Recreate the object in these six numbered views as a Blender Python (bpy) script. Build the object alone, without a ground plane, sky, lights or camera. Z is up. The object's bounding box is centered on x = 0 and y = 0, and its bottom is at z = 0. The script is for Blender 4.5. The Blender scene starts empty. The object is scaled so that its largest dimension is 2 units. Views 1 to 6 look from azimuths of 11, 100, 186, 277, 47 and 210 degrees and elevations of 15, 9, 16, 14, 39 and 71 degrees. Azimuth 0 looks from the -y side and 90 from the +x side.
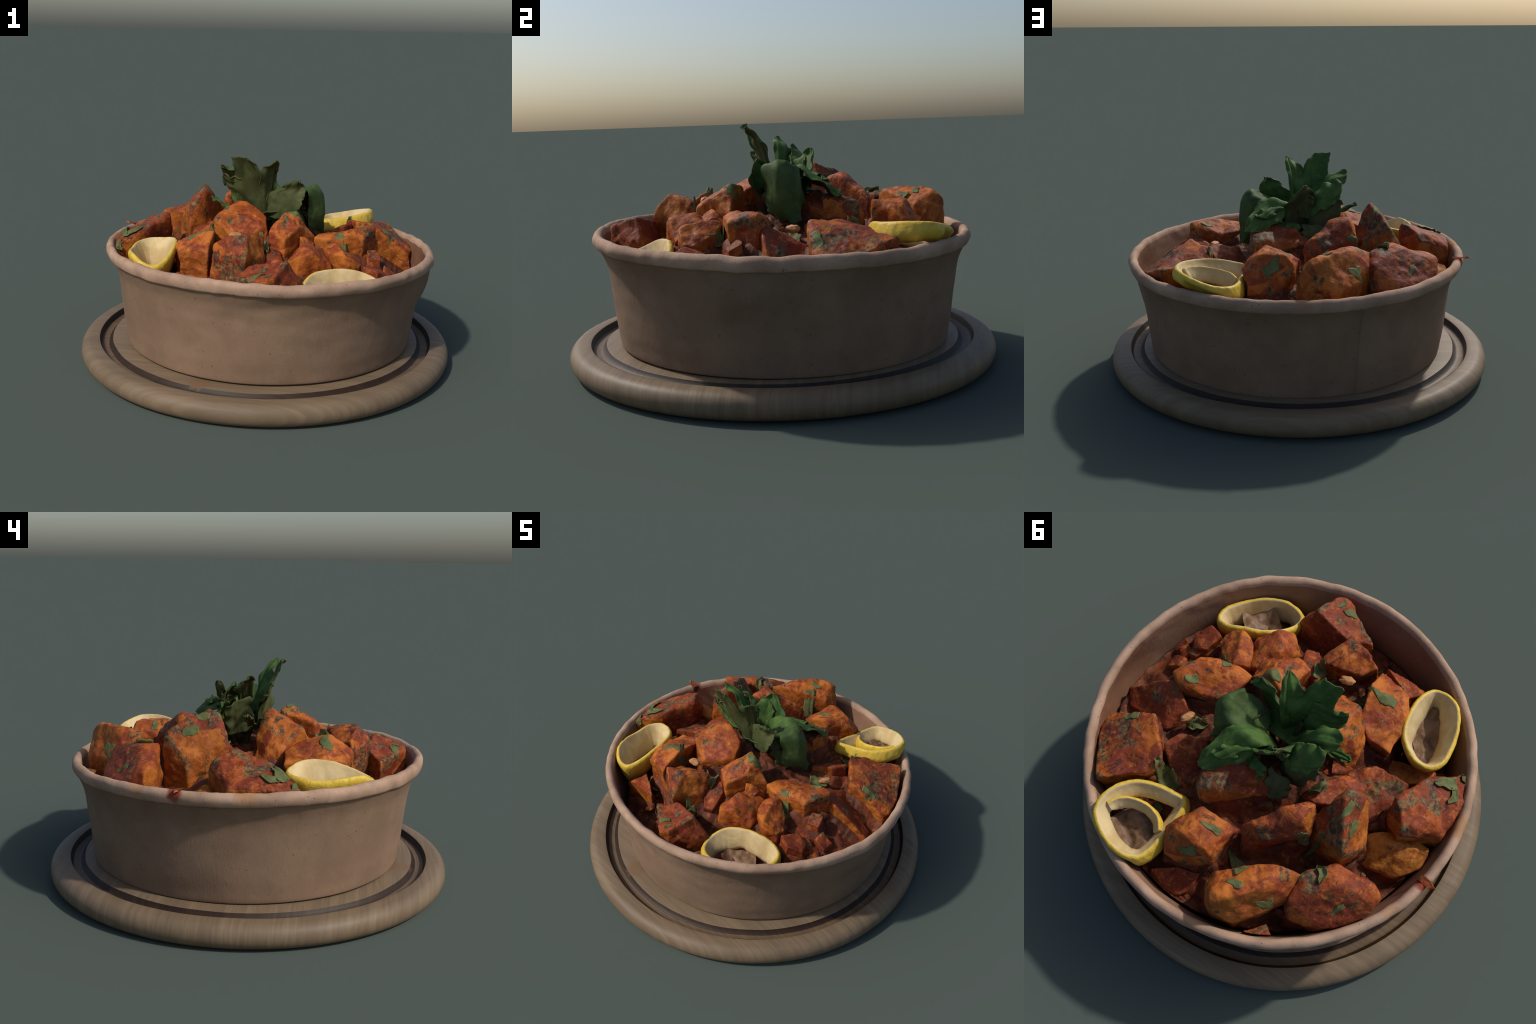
"""Spiced potato stew with lemon peel and parsley, served in a kraft paper bowl
standing on a round grooved wooden board.  Everything is built from profiles,
facet-cut solids, swept strips and small control nets."""
import bpy, bmesh, math, random
import numpy as np
from mathutils import Vector, noise
from mathutils.bvhtree import BVHTree

random.seed(7)
TAU = 2 * math.pi
CX, CY = 0.014, 0.013            # axis of the bowl


# ------------------------------------------------------------------ helpers
def link(ob, parent=None):
    bpy.context.scene.collection.objects.link(ob)
    if parent is not None:
        ob.parent = parent
        ob.matrix_parent_inverse = parent.matrix_world.inverted()
    return ob


def mesh_object(name, verts, faces, mats, parent=None, origin=(0, 0, 0), smooth=True, face_mat=None):
    o = Vector(origin)
    me = bpy.data.meshes.new(name)
    me.from_pydata([tuple(Vector(v) - o) for v in verts], [], faces)
    for m in mats:
        me.materials.append(m)
    if face_mat is not None:
        me.polygons.foreach_set("material_index", face_mat)
    me.polygons.foreach_set("use_smooth", [smooth] * len(me.polygons))
    me.update()
    ob = bpy.data.objects.new(name, me)
    link(ob)
    ob.location = o
    bpy.context.view_layer.update()
    if parent is not None:
        ob.parent = parent
        ob.matrix_parent_inverse = parent.matrix_world.inverted()
    return ob


def empty(name, loc, label, category):
    ob = bpy.data.objects.new(name, None)
    ob.empty_display_size = 0.1
    link(ob)
    ob.location = loc
    ob["label"], ob["category"] = label, category
    bpy.context.view_layer.update()
    return ob


def fbm(p, scale, octaves=3):
    return noise.fractal(Vector(p) * scale, 1.0, 2.0, octaves)


def catmull(pts, n):
    """n samples per span through the points (open curve)."""
    P = [np.array(p, float) for p in pts]
    P = [2 * P[0] - P[1]] + P + [2 * P[-1] - P[-2]]
    out = []
    for i in range(1, len(P) - 2):
        for k in range(n):
            t = k / n
            a, b, c, d = P[i - 1], P[i], P[i + 1], P[i + 2]
            out.append(0.5 * (2 * b + (c - a) * t + (2 * a - 5 * b + 4 * c - d) * t * t + (3 * b - a - 3 * c + d) * t ** 3))
    out.append(P[-2])
    return out


# ---------------------------------------------------------------- materials
class Nodes:
    """Tiny wrapper that keeps the node set-ups below readable."""

    def __init__(self, name):
        self.mat = bpy.data.materials.new(name)
        self.mat.use_nodes = True
        self.t = self.mat.node_tree
        self.b = self.t.nodes["Principled BSDF"]
        self.out = self.t.nodes["Material Output"]
        self.tc = self.t.nodes.new("ShaderNodeTexCoord")

    def new(self, kind, **props):
        n = self.t.nodes.new(kind)
        for k, v in props.items():
            setattr(n, k, v)
        return n

    def put(self, socket, value):
        if hasattr(value, "is_output"):
            self.t.links.new(value, socket)
        else:
            socket.default_value = value

    def coord(self, scale=(1, 1, 1), vary=True):
        m = self.new("ShaderNodeMapping")
        self.put(m.inputs["Vector"], self.tc.outputs["Object"])
        m.inputs["Scale"].default_value = scale
        if vary:
            oi = self.new("ShaderNodeObjectInfo")
            k = self.math("MULTIPLY", oi.outputs["Random"], 37.0)
            c = self.new("ShaderNodeCombineXYZ")
            for i in range(3):
                self.put(c.inputs[i], k)
            self.put(m.inputs["Location"], c.outputs[0])
        return m.outputs[0]

    def noise(self, vec, scale, detail=4, rough=0.55, dist=0.0):
        n = self.new("ShaderNodeTexNoise")
        self.put(n.inputs["Vector"], vec)
        n.inputs["Scale"].default_value = scale
        n.inputs["Detail"].default_value = detail
        n.inputs["Roughness"].default_value = rough
        n.inputs["Distortion"].default_value = dist
        return n.outputs["Fac"]

    def math(self, op, a, b=0.0, clamp=False):
        n = self.new("ShaderNodeMath", operation=op, use_clamp=clamp)
        self.put(n.inputs[0], a)
        self.put(n.inputs[1], b)
        return n.outputs[0]

    def step(self, fac, lo, hi):
        n = self.new("ShaderNodeMapRange", interpolation_type="SMOOTHSTEP")
        self.put(n.inputs["Value"], fac)
        n.inputs["From Min"].default_value = lo
        n.inputs["From Max"].default_value = hi
        return n.outputs["Result"]

    def mix(self, fac, a, b, blend="MIX"):
        n = self.new("ShaderNodeMix", data_type="RGBA", blend_type=blend)
        self.put(n.inputs["Factor"], fac)
        self.put(n.inputs["A"], a if hasattr(a, "is_output") else (*a, 1))
        self.put(n.inputs["B"], b if hasattr(b, "is_output") else (*b, 1))
        return n.outputs["Result"]

    def spot(self, centre, radius, soft=0.3):
        """Mask that is 1 inside a ball round a point in object space."""
        n = self.new("ShaderNodeVectorMath", operation="DISTANCE")
        self.put(n.inputs[0], self.tc.outputs["Object"])
        n.inputs[1].default_value = centre
        wob = self.noise(self.tc.outputs["Object"], 30, 2)
        d = self.math("ADD", n.outputs["Value"], self.math("MULTIPLY", wob, radius * 0.8))
        return self.math("SUBTRACT", 1.0, self.step(d, radius * (1.4 - soft), radius * (1.4 + soft)))

    def bump(self, height, strength, distance):
        n = self.new("ShaderNodeBump")
        n.inputs["Strength"].default_value = strength
        n.inputs["Distance"].default_value = distance
        self.put(n.inputs["Height"], height)
        self.put(self.b.inputs["Normal"], n.outputs[0])

    def finish(self, colour, rough=0.6, spec=0.3):
        self.put(self.b.inputs["Base Color"], colour if hasattr(colour, "is_output") else (*colour, 1))
        self.put(self.b.inputs["Roughness"], rough)
        self.b.inputs["Specular IOR Level"].default_value = spec
        return self.mat


def stew_material(name, glow, coat, share, herb_share, char_share):
    """Spice-coated flesh: glowing orange flesh under a patchy brick-red coat,
    charred spots, smears of dark herb and pale flecks."""
    n = Nodes(name)
    v = n.coord()
    flesh = n.mix(n.step(n.noise(v, 9, 4, 0.6, 0.5), 0.40, 0.62), glow, tuple(x * k for x, k in zip(glow, (0.62, 0.48, 0.55))))
    c = n.mix(n.step(n.noise(v, 6, 5, 0.64, 0.7), 0.68 - share * 0.34, 0.77 - share * 0.34), flesh, coat)
    c = n.mix(n.math("MULTIPLY", n.step(n.noise(v, 19, 5, 0.68, 1.0), 0.48, 0.66), 0.75), c, tuple(x * k for x, k in zip(coat, (0.62, 0.50, 0.62))))
    c = n.mix(n.math("MULTIPLY", n.step(n.noise(v, 24, 4, 0.65, 0.8), 0.53, 0.66), 0.62), c, (0.47, 0.140, 0.028))
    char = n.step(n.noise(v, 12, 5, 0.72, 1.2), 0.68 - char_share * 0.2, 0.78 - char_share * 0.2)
    c = n.mix(n.math("MULTIPLY", char, 0.82), c, (0.038, 0.014, 0.011))
    patch = n.step(n.noise(v, 6.5, 2, 0.5, 1.2), 0.68 - herb_share * 0.2, 0.73 - herb_share * 0.2)
    shred = n.step(n.noise(v, 34, 4, 0.7, 1.5), 0.40, 0.52)
    herb = n.math("MULTIPLY", patch, shred)
    herb_c = n.mix(n.step(n.noise(v, 48, 2), 0.4, 0.65), (0.034, 0.031, 0.022), (0.150, 0.130, 0.050))
    c = n.mix(n.math("MULTIPLY", herb, 0.92), c, herb_c)
    fleck = n.step(n.noise(v, 80, 3, 0.5), 0.67, 0.74)
    c = n.mix(n.math("MULTIPLY", fleck, 0.6), c, (0.46, 0.20, 0.09))
    h = n.math("ADD", n.noise(v, 60, 5, 0.65), n.math("MULTIPLY", n.noise(v, 22, 4), 1.5))
    n.bump(h, 0.4, 0.010)
    return n.finish(c, n.math("ADD", n.math("MULTIPLY", n.noise(v, 30), 0.35), 0.45), 0.2)


COAT = (0.195, 0.038, 0.014)
MAT = {
    "orange": stew_material("orange_potato", (0.44, 0.125, 0.018), (0.235, 0.046, 0.016), 0.54, 0.40, 0.45),
    "red": stew_material("red_spiced_potato", (0.37, 0.088, 0.018), COAT, 0.86, 0.50, 0.62),
    "herb": stew_material("herb_coated_potato", (0.42, 0.115, 0.018), COAT, 0.76, 0.85, 0.72),
    "cut": stew_material("bare_cut_potato_face", (0.40, 0.125, 0.018), (0.29, 0.070, 0.016), 0.42, 0.08, 0.15),
    "yellow": stew_material("yellow_potato", (0.47, 0.190, 0.030), (0.28, 0.07, 0.02), 0.35, 0.05, 0.25),
}


def sauce_material():
    n = Nodes("thick_stew_sauce")
    v = n.coord(vary=False)
    c = n.mix(n.step(n.noise(v, 9, 4, 0.6, 0.7), 0.35, 0.65), (0.070, 0.021, 0.011), (0.165, 0.042, 0.016))
    c = n.mix(n.math("MULTIPLY", n.step(n.noise(v, 21, 3, 0.6), 0.56, 0.68), 0.7), c, (0.30, 0.09, 0.025))
    c = n.mix(n.math("MULTIPLY", n.step(n.noise(v, 28, 4, 0.6, 1), 0.60, 0.68), 0.8), c, (0.06, 0.06, 0.03))
    n.bump(n.noise(v, 45, 4), 0.5, 0.012)
    return n.finish(c, 0.6, 0.2)


def paper_material(name, lit, dark, inside=False):
    n = Nodes(name)
    v = n.coord(vary=False)
    c = n.mix(n.step(n.noise(v, 5, 4, 0.6), 0.3, 0.7), lit, dark)
    fib = n.noise(n.coord((90, 90, 30), vary=False), 1.0, 4, 0.6, 0.8)
    c = n.mix(n.math("MULTIPLY", n.step(fib, 0.45, 0.75), 0.18), c, tuple(x * 0.65 for x in lit))
    fine = n.noise(v, 230, 2, 0.5)
    c = n.mix(n.math("MULTIPLY", n.step(fine, 0.50, 0.75), 0.25), c, tuple(min(1, x * 1.35) for x in lit))
    speck = n.step(n.noise(v, 85, 0, 0.4), 0.80, 0.83)
    c = n.mix(n.math("MULTIPLY", speck, 0.6), c, (0.07, 0.045, 0.03))
    for p, r in (((-0.80, -0.09, 0.63), 0.05), ((-0.10, 0.86, 0.62), 0.05), ((-0.83, -0.10, 0.62), 0.05),
                 ((-0.77, 0.38, 0.62), 0.04)):
        c = n.mix(n.math("MULTIPLY", n.spot(p, r), 0.40), c, (0.36, 0.17, 0.065))
    for p, r in (((-0.815, 0.20, 0.61), 0.035), ((0.012, 0.852, 0.555), 0.007)):
        c = n.mix(n.spot(p, r), c, (0.24, 0.05, 0.03))
    if inside:
        for p, r in (((0.74, 0.10, 0.50), 0.22), ((0.70, 0.36, 0.48), 0.16), ((-0.5, 0.62, 0.48), 0.14)):
            c = n.mix(n.math("MULTIPLY", n.spot(p, r), 0.6), c, (0.15, 0.06, 0.03))
    n.bump(n.math("ADD", fib, n.math("MULTIPLY", n.noise(v, 14, 4), 1.0)), 0.22, 0.005)
    return n.finish(c, 0.85, 0.2)


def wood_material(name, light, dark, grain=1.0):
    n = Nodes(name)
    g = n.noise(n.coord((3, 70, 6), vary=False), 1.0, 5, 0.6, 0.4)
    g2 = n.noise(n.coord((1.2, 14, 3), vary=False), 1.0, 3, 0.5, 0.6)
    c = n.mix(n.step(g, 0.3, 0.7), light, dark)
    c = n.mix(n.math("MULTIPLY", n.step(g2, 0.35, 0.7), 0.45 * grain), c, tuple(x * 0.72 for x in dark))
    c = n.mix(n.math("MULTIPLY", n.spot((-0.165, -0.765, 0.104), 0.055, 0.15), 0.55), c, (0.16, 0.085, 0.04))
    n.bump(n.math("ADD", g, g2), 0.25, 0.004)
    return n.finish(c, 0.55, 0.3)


def leaf_material(name, a, b, vein):
    n = Nodes(name)
    v = n.coord()
    c = n.mix(n.step(n.noise(v, 14, 3, 0.5, 0.4), 0.3, 0.7), a, b)
    c = n.mix(n.math("MULTIPLY", n.step(n.noise(v, 70, 3, 0.6, 1.0), 0.5, 0.7), 0.35), c, vein)
    c = n.mix(n.math("MULTIPLY", n.step(n.noise(v, 11, 3, 0.6), 0.68, 0.76), 0.5), c, (0.11, 0.045, 0.03))
    n.bump(n.noise(v, 55, 3), 0.25, 0.006)
    n.finish(c, 0.6, 0.15)
    tr = n.new("ShaderNodeBsdfTranslucent")
    n.put(tr.inputs["Color"], c)
    mx = n.new("ShaderNodeMixShader")
    mx.inputs["Fac"].default_value = 0.12
    n.put(mx.inputs[1], n.b.outputs[0])
    n.put(mx.inputs[2], tr.outputs[0])
    n.put(n.out.inputs["Surface"], mx.outputs[0])
    return n.mat


def simple_material(name, a, b, scale, rough=0.6, bump=0.3, dist=0.005):
    n = Nodes(name)
    v = n.coord()
    c = n.mix(n.step(n.noise(v, scale, 4, 0.6, 0.5), 0.35, 0.65), a, b)
    n.bump(n.noise(v, scale * 4, 3), bump, dist)
    return n.finish(c, rough, 0.3)


MAT["sauce"] = sauce_material()
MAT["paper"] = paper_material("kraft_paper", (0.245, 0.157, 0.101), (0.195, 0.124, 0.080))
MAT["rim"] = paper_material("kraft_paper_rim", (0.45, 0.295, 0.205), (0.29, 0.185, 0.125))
MAT["inside"] = paper_material("kraft_paper_inside", (0.27, 0.155, 0.095), (0.22, 0.12, 0.075), True)
MAT["wood"] = wood_material("pale_wood", (0.203, 0.145, 0.090), (0.156, 0.107, 0.064))
MAT["groove"] = wood_material("groove_wood_baked_shadow", (0.042, 0.022, 0.010), (0.024, 0.012, 0.006))  # same wood, walls darkened to near-black brown for the channel's baked shadow
MAT["groove_floor"] = wood_material("brown_groove_floor", (0.150, 0.098, 0.055), (0.105, 0.065, 0.034))
MAT["leaf_top"] = leaf_material("parsley_upper_side", (0.085, 0.155, 0.036), (0.040, 0.088, 0.022), (0.14, 0.21, 0.055))
MAT["leaf_back"] = leaf_material("parsley_lower_side", (0.085, 0.095, 0.035), (0.055, 0.070, 0.025), (0.12, 0.12, 0.05))
MAT["leaf_mid"] = leaf_material("parsley_mid_green_leaf", (0.072, 0.118, 0.034), (0.040, 0.068, 0.022), (0.11, 0.15, 0.05))
MAT["flake"] = leaf_material("chopped_herb", (0.150, 0.165, 0.062), (0.085, 0.098, 0.036), (0.23, 0.24, 0.10))
MAT["zest"] = simple_material("lemon_zest", (0.68, 0.46, 0.060), (0.56, 0.38, 0.045), 22, 0.45, 0.45)
MAT["pith"] = simple_material("lemon_pith", (0.62, 0.480, 0.255), (0.50, 0.36, 0.165), 9, 0.7)
MAT["flesh"] = simple_material("dried_lemon_flesh", (0.22, 0.13, 0.075), (0.13, 0.072, 0.038), 14, 0.5, 0.6)
MAT["seed"] = simple_material("fried_garlic_bit", (0.45, 0.23, 0.09), (0.34, 0.14, 0.05), 14)


# ----------------------------------------------------------- turned profiles
def lathe(name, profile, mats, parent, segs=320, centre=(0.0, 0.0), warp=None, closed=False, cap_in=False, face_mats=None, angles=None):
    """Revolve (r, z) points; warp(r, z, a) may move them."""
    cx, cy = centre
    ang = angles or [TAU * i / segs for i in range(segs)]
    segs = len(ang)
    verts, faces, fm = [], [], []
    for r, z in profile:
        for a in ang:
            rr, zz = (r, z) if warp is None else warp(r, z, a)
            verts.append((cx + rr * math.cos(a), cy + rr * math.sin(a), zz))
    m = len(profile)
    for j in range(m if closed else m - 1):
        j2 = (j + 1) % m
        for i in range(segs):
            i2 = (i + 1) % segs
            faces.append((j * segs + i, j * segs + i2, j2 * segs + i2, j2 * segs + i))
            fm.append(face_mats[j] if face_mats else 0)
    if cap_in:                                   # close the middle with a fan
        c = len(verts)
        zc = sum(v[2] for v in verts[-segs:]) / segs
        verts.append((cx, cy, zc))
        base = (m - 1) * segs
        for i in range(segs):
            faces.append((base + i, base + (i + 1) % segs, c))
            fm.append(face_mats[-1] if face_mats else 0)
    return mesh_object(name, verts, faces, mats, parent, (0, 0, 0), True, fm)


# --------------------------------------------------------------- the board
board = empty("wooden_board", (0, 0, 0), "round pale wooden serving board with a carved juice groove", "serving board")


def arc(cx, cz, rx, rz, a0, a1, n):
    return [(cx + rx * math.cos(math.radians(a0 + (a1 - a0) * i / n)), cz + rz * math.sin(math.radians(a0 + (a1 - a0) * i / n))) for i in range(n + 1)]


outer = [(0.0, 0.0), (0.90, 0.0)] + arc(0.945, 0.058, 0.055, 0.056, -100, 90, 22) + [(0.925, 0.1155), (0.909, 0.1155), (0.902, 0.114)]


def board_wobble(r, z, a):
    p = (r * math.cos(a) * 4, r * math.sin(a) * 4, z * 3)
    k = min(1.0, max(0.0, (r - 0.6) / 0.3))
    ripple = 0.0016 * noise.noise(Vector((a * 40, z * 20, 3.0))) * (1.0 if 0.93 < r < 0.995 else 0.0)
    return r, z + k * 0.0015 * noise.noise(Vector(p)) * (z > 0.02) + ripple * (z > 0.06)


lathe("rounded_edge", outer, [MAT["wood"]], board, 400, warp=board_wobble)
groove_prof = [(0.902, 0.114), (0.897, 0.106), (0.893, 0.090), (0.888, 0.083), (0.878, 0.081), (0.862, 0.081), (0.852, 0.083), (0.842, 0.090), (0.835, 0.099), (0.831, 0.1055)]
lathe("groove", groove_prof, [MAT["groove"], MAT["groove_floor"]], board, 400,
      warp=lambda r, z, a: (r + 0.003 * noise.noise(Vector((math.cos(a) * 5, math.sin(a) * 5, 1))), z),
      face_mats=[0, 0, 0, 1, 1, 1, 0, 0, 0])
lathe("centre_disc", [(0.831, 0.1055), (0.826, 0.107), (0.70, 0.107), (0.4, 0.107), (0.1, 0.107)], [MAT["wood"]], board, 400, cap_in=True,
      warp=lambda r, z, a: (r + (0.003 * noise.noise(Vector((math.cos(a) * 5, math.sin(a) * 5, 1))) if r > 0.8 else 0), z))

# ---------------------------------------------------------------- the bowl
bowl = empty("paper_bowl", (CX, CY, 0.105), "round kraft paper bowl with rolled flaring rim", "takeaway bowl")
SEAM = math.atan2(0.724 - CY, -0.326 - CX)


def bowl_warp(r, z, a):
    """Tilt, sagging rim, dented paper and the overlapped glue seam."""
    t = max(0.0, (z - 0.11) / 0.5)
    x, y = r * math.cos(a), r * math.sin(a)
    u = Vector((math.cos(a), math.sin(a), 0))
    lip = min(1.0, max(0.0, (z - 0.5) / 0.1))
    zz = z - 0.006 * y / 0.76 - t * (0.013 * y + 0.012 * x) + lip * 0.007 * noise.noise(u * 2.6) + lip * 0.005 * noise.noise(u * 11) + lip * 0.0016 * noise.noise(u * 34)
    rr = r + 0.006 * t * noise.noise(u * 1.7 + Vector((0, 0, z * 2))) + 0.002 * noise.noise(u * 4.5 + Vector((0, 0, z * 7)))
    rr += lip * 0.0045 * noise.noise(Vector((u.x * 13, u.y * 13, z * 18)))
    low = math.exp(-((z - 0.465) / 0.10) ** 2)                      # where the flare hangs lower
    for at, wide, amount in ((0.0, 0.27, 0.044), (1.75, 0.35, 0.009), (4.10, 0.36, 0.013)):
        d = (a - at + math.pi) % TAU - math.pi
        rr += low * amount * math.exp(-(d / wide) ** 2) * (1.0 if r > 0.5 else 0.0)
    front = max(0.0, math.cos(a + 1.1)) ** 2                       # creases under the front lip
    rr += 0.004 * front * noise.noise(Vector((a * 5, z * 16, 5))) * (0.3 + 0.7 * min(1, max(0, (z - 0.25) / 0.2)))
    if z < 0.55:
        d = (a - SEAM) % TAU
        rr += 0.0045 * max(0.0, 1 - d / 0.30) if d < 0.30 else 0.0
    return rr, zz


bowl_angles = sorted([TAU * i / 420 for i in range(420)] + [(SEAM - 0.0012) % TAU, (SEAM + 0.0004) % TAU])
wall_keys = [(0.760, 0.113), (0.767, 0.112), (0.772, 0.125), (0.777, 0.165), (0.784, 0.215), (0.790, 0.280), (0.796, 0.345), (0.801, 0.395), (0.805, 0.440),
             (0.811, 0.473), (0.819, 0.500), (0.834, 0.534), (0.848, 0.560)]
rim_keys = [(0.848, 0.560), (0.858, 0.563), (0.866, 0.576), (0.8705, 0.592), (0.869, 0.606), (0.861, 0.617), (0.850, 0.622), (0.838, 0.619), (0.829, 0.609), (0.8245, 0.596)]
inner_keys = [(0.8245, 0.596), (0.820, 0.578), (0.812, 0.545), (0.800, 0.505), (0.788, 0.455), (0.780, 0.38), (0.770, 0.28), (0.757, 0.16), (0.745, 0.125), (0.5, 0.120), (0.1, 0.120)]


def dense(keys, n):
    return [tuple(p) for p in catmull(keys, n)]


lathe("bowl_wall", [(0.70, 0.118), (0.752, 0.118)] + dense(wall_keys, 5), [MAT["paper"]], bowl, centre=(CX, CY), warp=bowl_warp, angles=bowl_angles)
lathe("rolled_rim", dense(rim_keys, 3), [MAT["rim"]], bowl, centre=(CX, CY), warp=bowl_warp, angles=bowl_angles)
lathe("bowl_inside", dense(inner_keys, 4), [MAT["inside"]], bowl, centre=(CX, CY), warp=bowl_warp, angles=bowl_angles, cap_in=True)

# ---------------------------------------------------------------- the stew
stew = empty("potato_stew", (CX, CY, 0.12), "chunky orange-red spiced potato stew with chopped herbs", "potato stew")
SURF = []                                            # (verts, faces) of what herbs may lie on


def build_sauce():
    """Lumpy gravy that fills the gaps, low by the wall, domed in the middle and
    clinging in steep skirts to every chunk that rises out of it."""
    vs, fs = [], []
    for v, f in SURF:
        o = len(vs)
        vs.extend(v)
        fs.extend(tuple(o + i for i in q) for q in f)
    tree = BVHTree.FromPolygons([Vector(v) for v in vs], fs)
    down = Vector((0, 0, -1))

    def chunk_top(x, y):
        hit = tree.ray_cast(Vector((x, y, 1.6)), down)
        return hit[0].z if hit[0] is not None else 0.0

    rings, segs = 110, 300
    verts, faces = [(CX, CY, 0.64)], []
    for j in range(1, rings + 1):
        f = j / rings
        for i in range(segs):
            a = TAU * i / segs
            r = f * 0.80
            x, y = r * math.cos(a), r * math.sin(a)
            side = 0.045 * max(0.0, math.cos(a - 0.9)) * f ** 2
            pit = -0.05 * max(0.0, math.cos(a + 2.0)) * f ** 2
            z = 0.39 + 0.24 * (1 - f * f) + 0.05 * max(0.0, 1 - f / 0.5) + side + pit + 0.030 * fbm((x, y, 0), 6, 3) + 0.016 * abs(fbm((x, y, 2), 16, 2))
            wall = 0.778 + (z - 0.40) * 0.22
            k = min(r, wall - 0.001) / max(r, 1e-6)
            px, py = CX + x * k, CY + y * k
            rise = 0.0
            for q in range(8):
                for d in (0.010, 0.022, 0.036):
                    t = chunk_top(px + d * math.cos(q * TAU / 8), py + d * math.sin(q * TAU / 8))
                    rise = max(rise, min(t - z, 0.10) - 2.6 * d)
            z += max(0.0, rise) * (0.75 + 0.5 * noise.noise(Vector((x * 9, y * 9, 7))))
            verts.append((px, py, z + 0.03 * max(0.0, f - 0.93) / 0.07))
    for i in range(segs):
        faces.append((0, 1 + i, 1 + (i + 1) % segs))
    for j in range(rings - 1):
        for i in range(segs):
            a, b = 1 + j * segs + i, 1 + j * segs + (i + 1) % segs
            faces.append((a, a + segs, b + segs, b))
    mesh_object("sauce", verts, faces, [MAT["sauce"]], stew, (CX, CY, 0.45))
    SURF.append((verts, faces))


_bm = bmesh.new()
bmesh.ops.create_icosphere(_bm, subdivisions=6, radius=1.0)
_bm.verts.ensure_lookup_table()
SPHERE = np.array([v.co[:] for v in _bm.verts])
SPHERE_F = [tuple(v.index for v in f.verts) for f in _bm.faces]
_bm.free()


def facet_planes(points):
    """Outward planes (unit normal, offset) of the solid cut to these corners."""
    bm = bmesh.new()
    for p in points:
        bm.verts.new(p)
    res = bmesh.ops.convex_hull(bm, input=bm.verts)
    junk = list({g for k in ("geom_interior", "geom_unused") for g in res[k] if isinstance(g, bmesh.types.BMVert)})
    if junk:
        bmesh.ops.delete(bm, geom=junk, context="VERTS")
    bmesh.ops.dissolve_limit(bm, angle_limit=math.radians(14), verts=bm.verts, edges=bm.edges)
    bm.normal_update()
    bmesh.ops.recalc_face_normals(bm, faces=bm.faces)
    pl = [(np.array(f.normal), np.array(f.calc_center_median())) for f in bm.faces if f.calc_area() > 1e-7]
    bm.free()
    return pl


chunk_count = [0]


def inside_wall(p, gap=0.0):
    """Press a point back inside the bowl wall."""
    x, y, z = p[0] - CX, p[1] - CY, p[2]
    limit = 0.772 + (min(z, 0.60) - 0.40) * 0.24 if z > 0.30 else 0.74
    limit -= gap
    r = math.hypot(x, y)
    if z < 0.63 and r > limit:
        x, y = x * limit / r, y * limit / r
    return (CX + x, CY + y, z)


def chunk(kind, corners, drop=0.20, spread=0.98, edge=36, rough=1.0, floor=0.36, name="potato_chunk"):
    """A knife-cut lump: the seen corners, carried down into the sauce; edges are
    rounded by a soft minimum over the facet planes, then the crust is roughened."""
    chunk_count[0] += 1
    sd = chunk_count[0] * 3.17
    P = [np.array(c, float) for c in corners]
    mid = sum(P) / len(P)
    low = []
    for p in P:                                        # buried part
        q = mid + (p - mid) * spread
        q[2] = max(floor, min(p[2], mid[2]) - drop)
        low.append(q)
    allp = P + low
    planes = facet_planes([tuple(p) for p in allp])
    c = sum(allp) / len(allp)
    N = np.array([n for n, _ in planes])
    D = np.array([float(n @ (o - c)) for n, o in planes])
    flip = D < 0
    N[flip] *= -1
    D = np.abs(D) + 1e-4
    H = np.clip(SPHERE @ N.T, 0, None) / D
    R = (H ** edge).sum(1) ** (-1.0 / edge)
    V = c + SPHERE * (R * 1.035)[:, None]
    rnd = random.Random(chunk_count[0] * 11 + 3)
    order = np.sort(H, axis=1)
    main = H.argmax(1)
    ridge = 1 - order[:, -2] / (order[:, -1] + 1e-9)   # 0 on an edge, large in mid face
    hollow = np.array([rnd.uniform(-0.02, 0.10) for _ in D])
    size = float(np.ptp(np.array(P), axis=0).max())
    V -= SPHERE * np.clip(hollow[main] * size * ridge, -0.006, 0.020)[:, None]
    bare = np.array([n[2] < 0.55 and kind != "yellow" and rnd.random() < 0.55 for n in N])
    for _ in range(6):                                 # bites and bulges
        d = np.array((rnd.uniform(-1, 1), rnd.uniform(-1, 1), rnd.uniform(-0.2, 1)))
        d /= np.linalg.norm(d)
        V += SPHERE * (rnd.uniform(-0.070, 0.050) * size * np.exp(-(1 - SPHERE @ d) / rnd.uniform(0.015, 0.08)))[:, None]
    out = []
    for p, d in zip(V, SPHERE):
        q = Vector(p) + Vector((sd, -sd, sd))
        h = 0.010 * noise.noise(q * 6.5) + 0.008 * noise.noise(q * 14) - 0.008 * abs(noise.noise(q * 11 + Vector((4, 4, 4)))) + 0.0050 * noise.noise(q * 28) - 0.004 * abs(noise.noise(q * 22 + Vector((9, 1, 4)))) + 0.0012 * noise.noise(q * 60)
        out.append(inside_wall(p + d * (h + 0.004) * rough))
    fm = [1 if bare[main[f[0]]] and bare[main[f[1]]] and bare[main[f[2]]] else 0 for f in SPHERE_F]
    ob = mesh_object(name, out, SPHERE_F, [MAT[kind], MAT["cut"]], stew, tuple(c), True, fm)
    SURF.append((out, SPHERE_F))
    return ob


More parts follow.
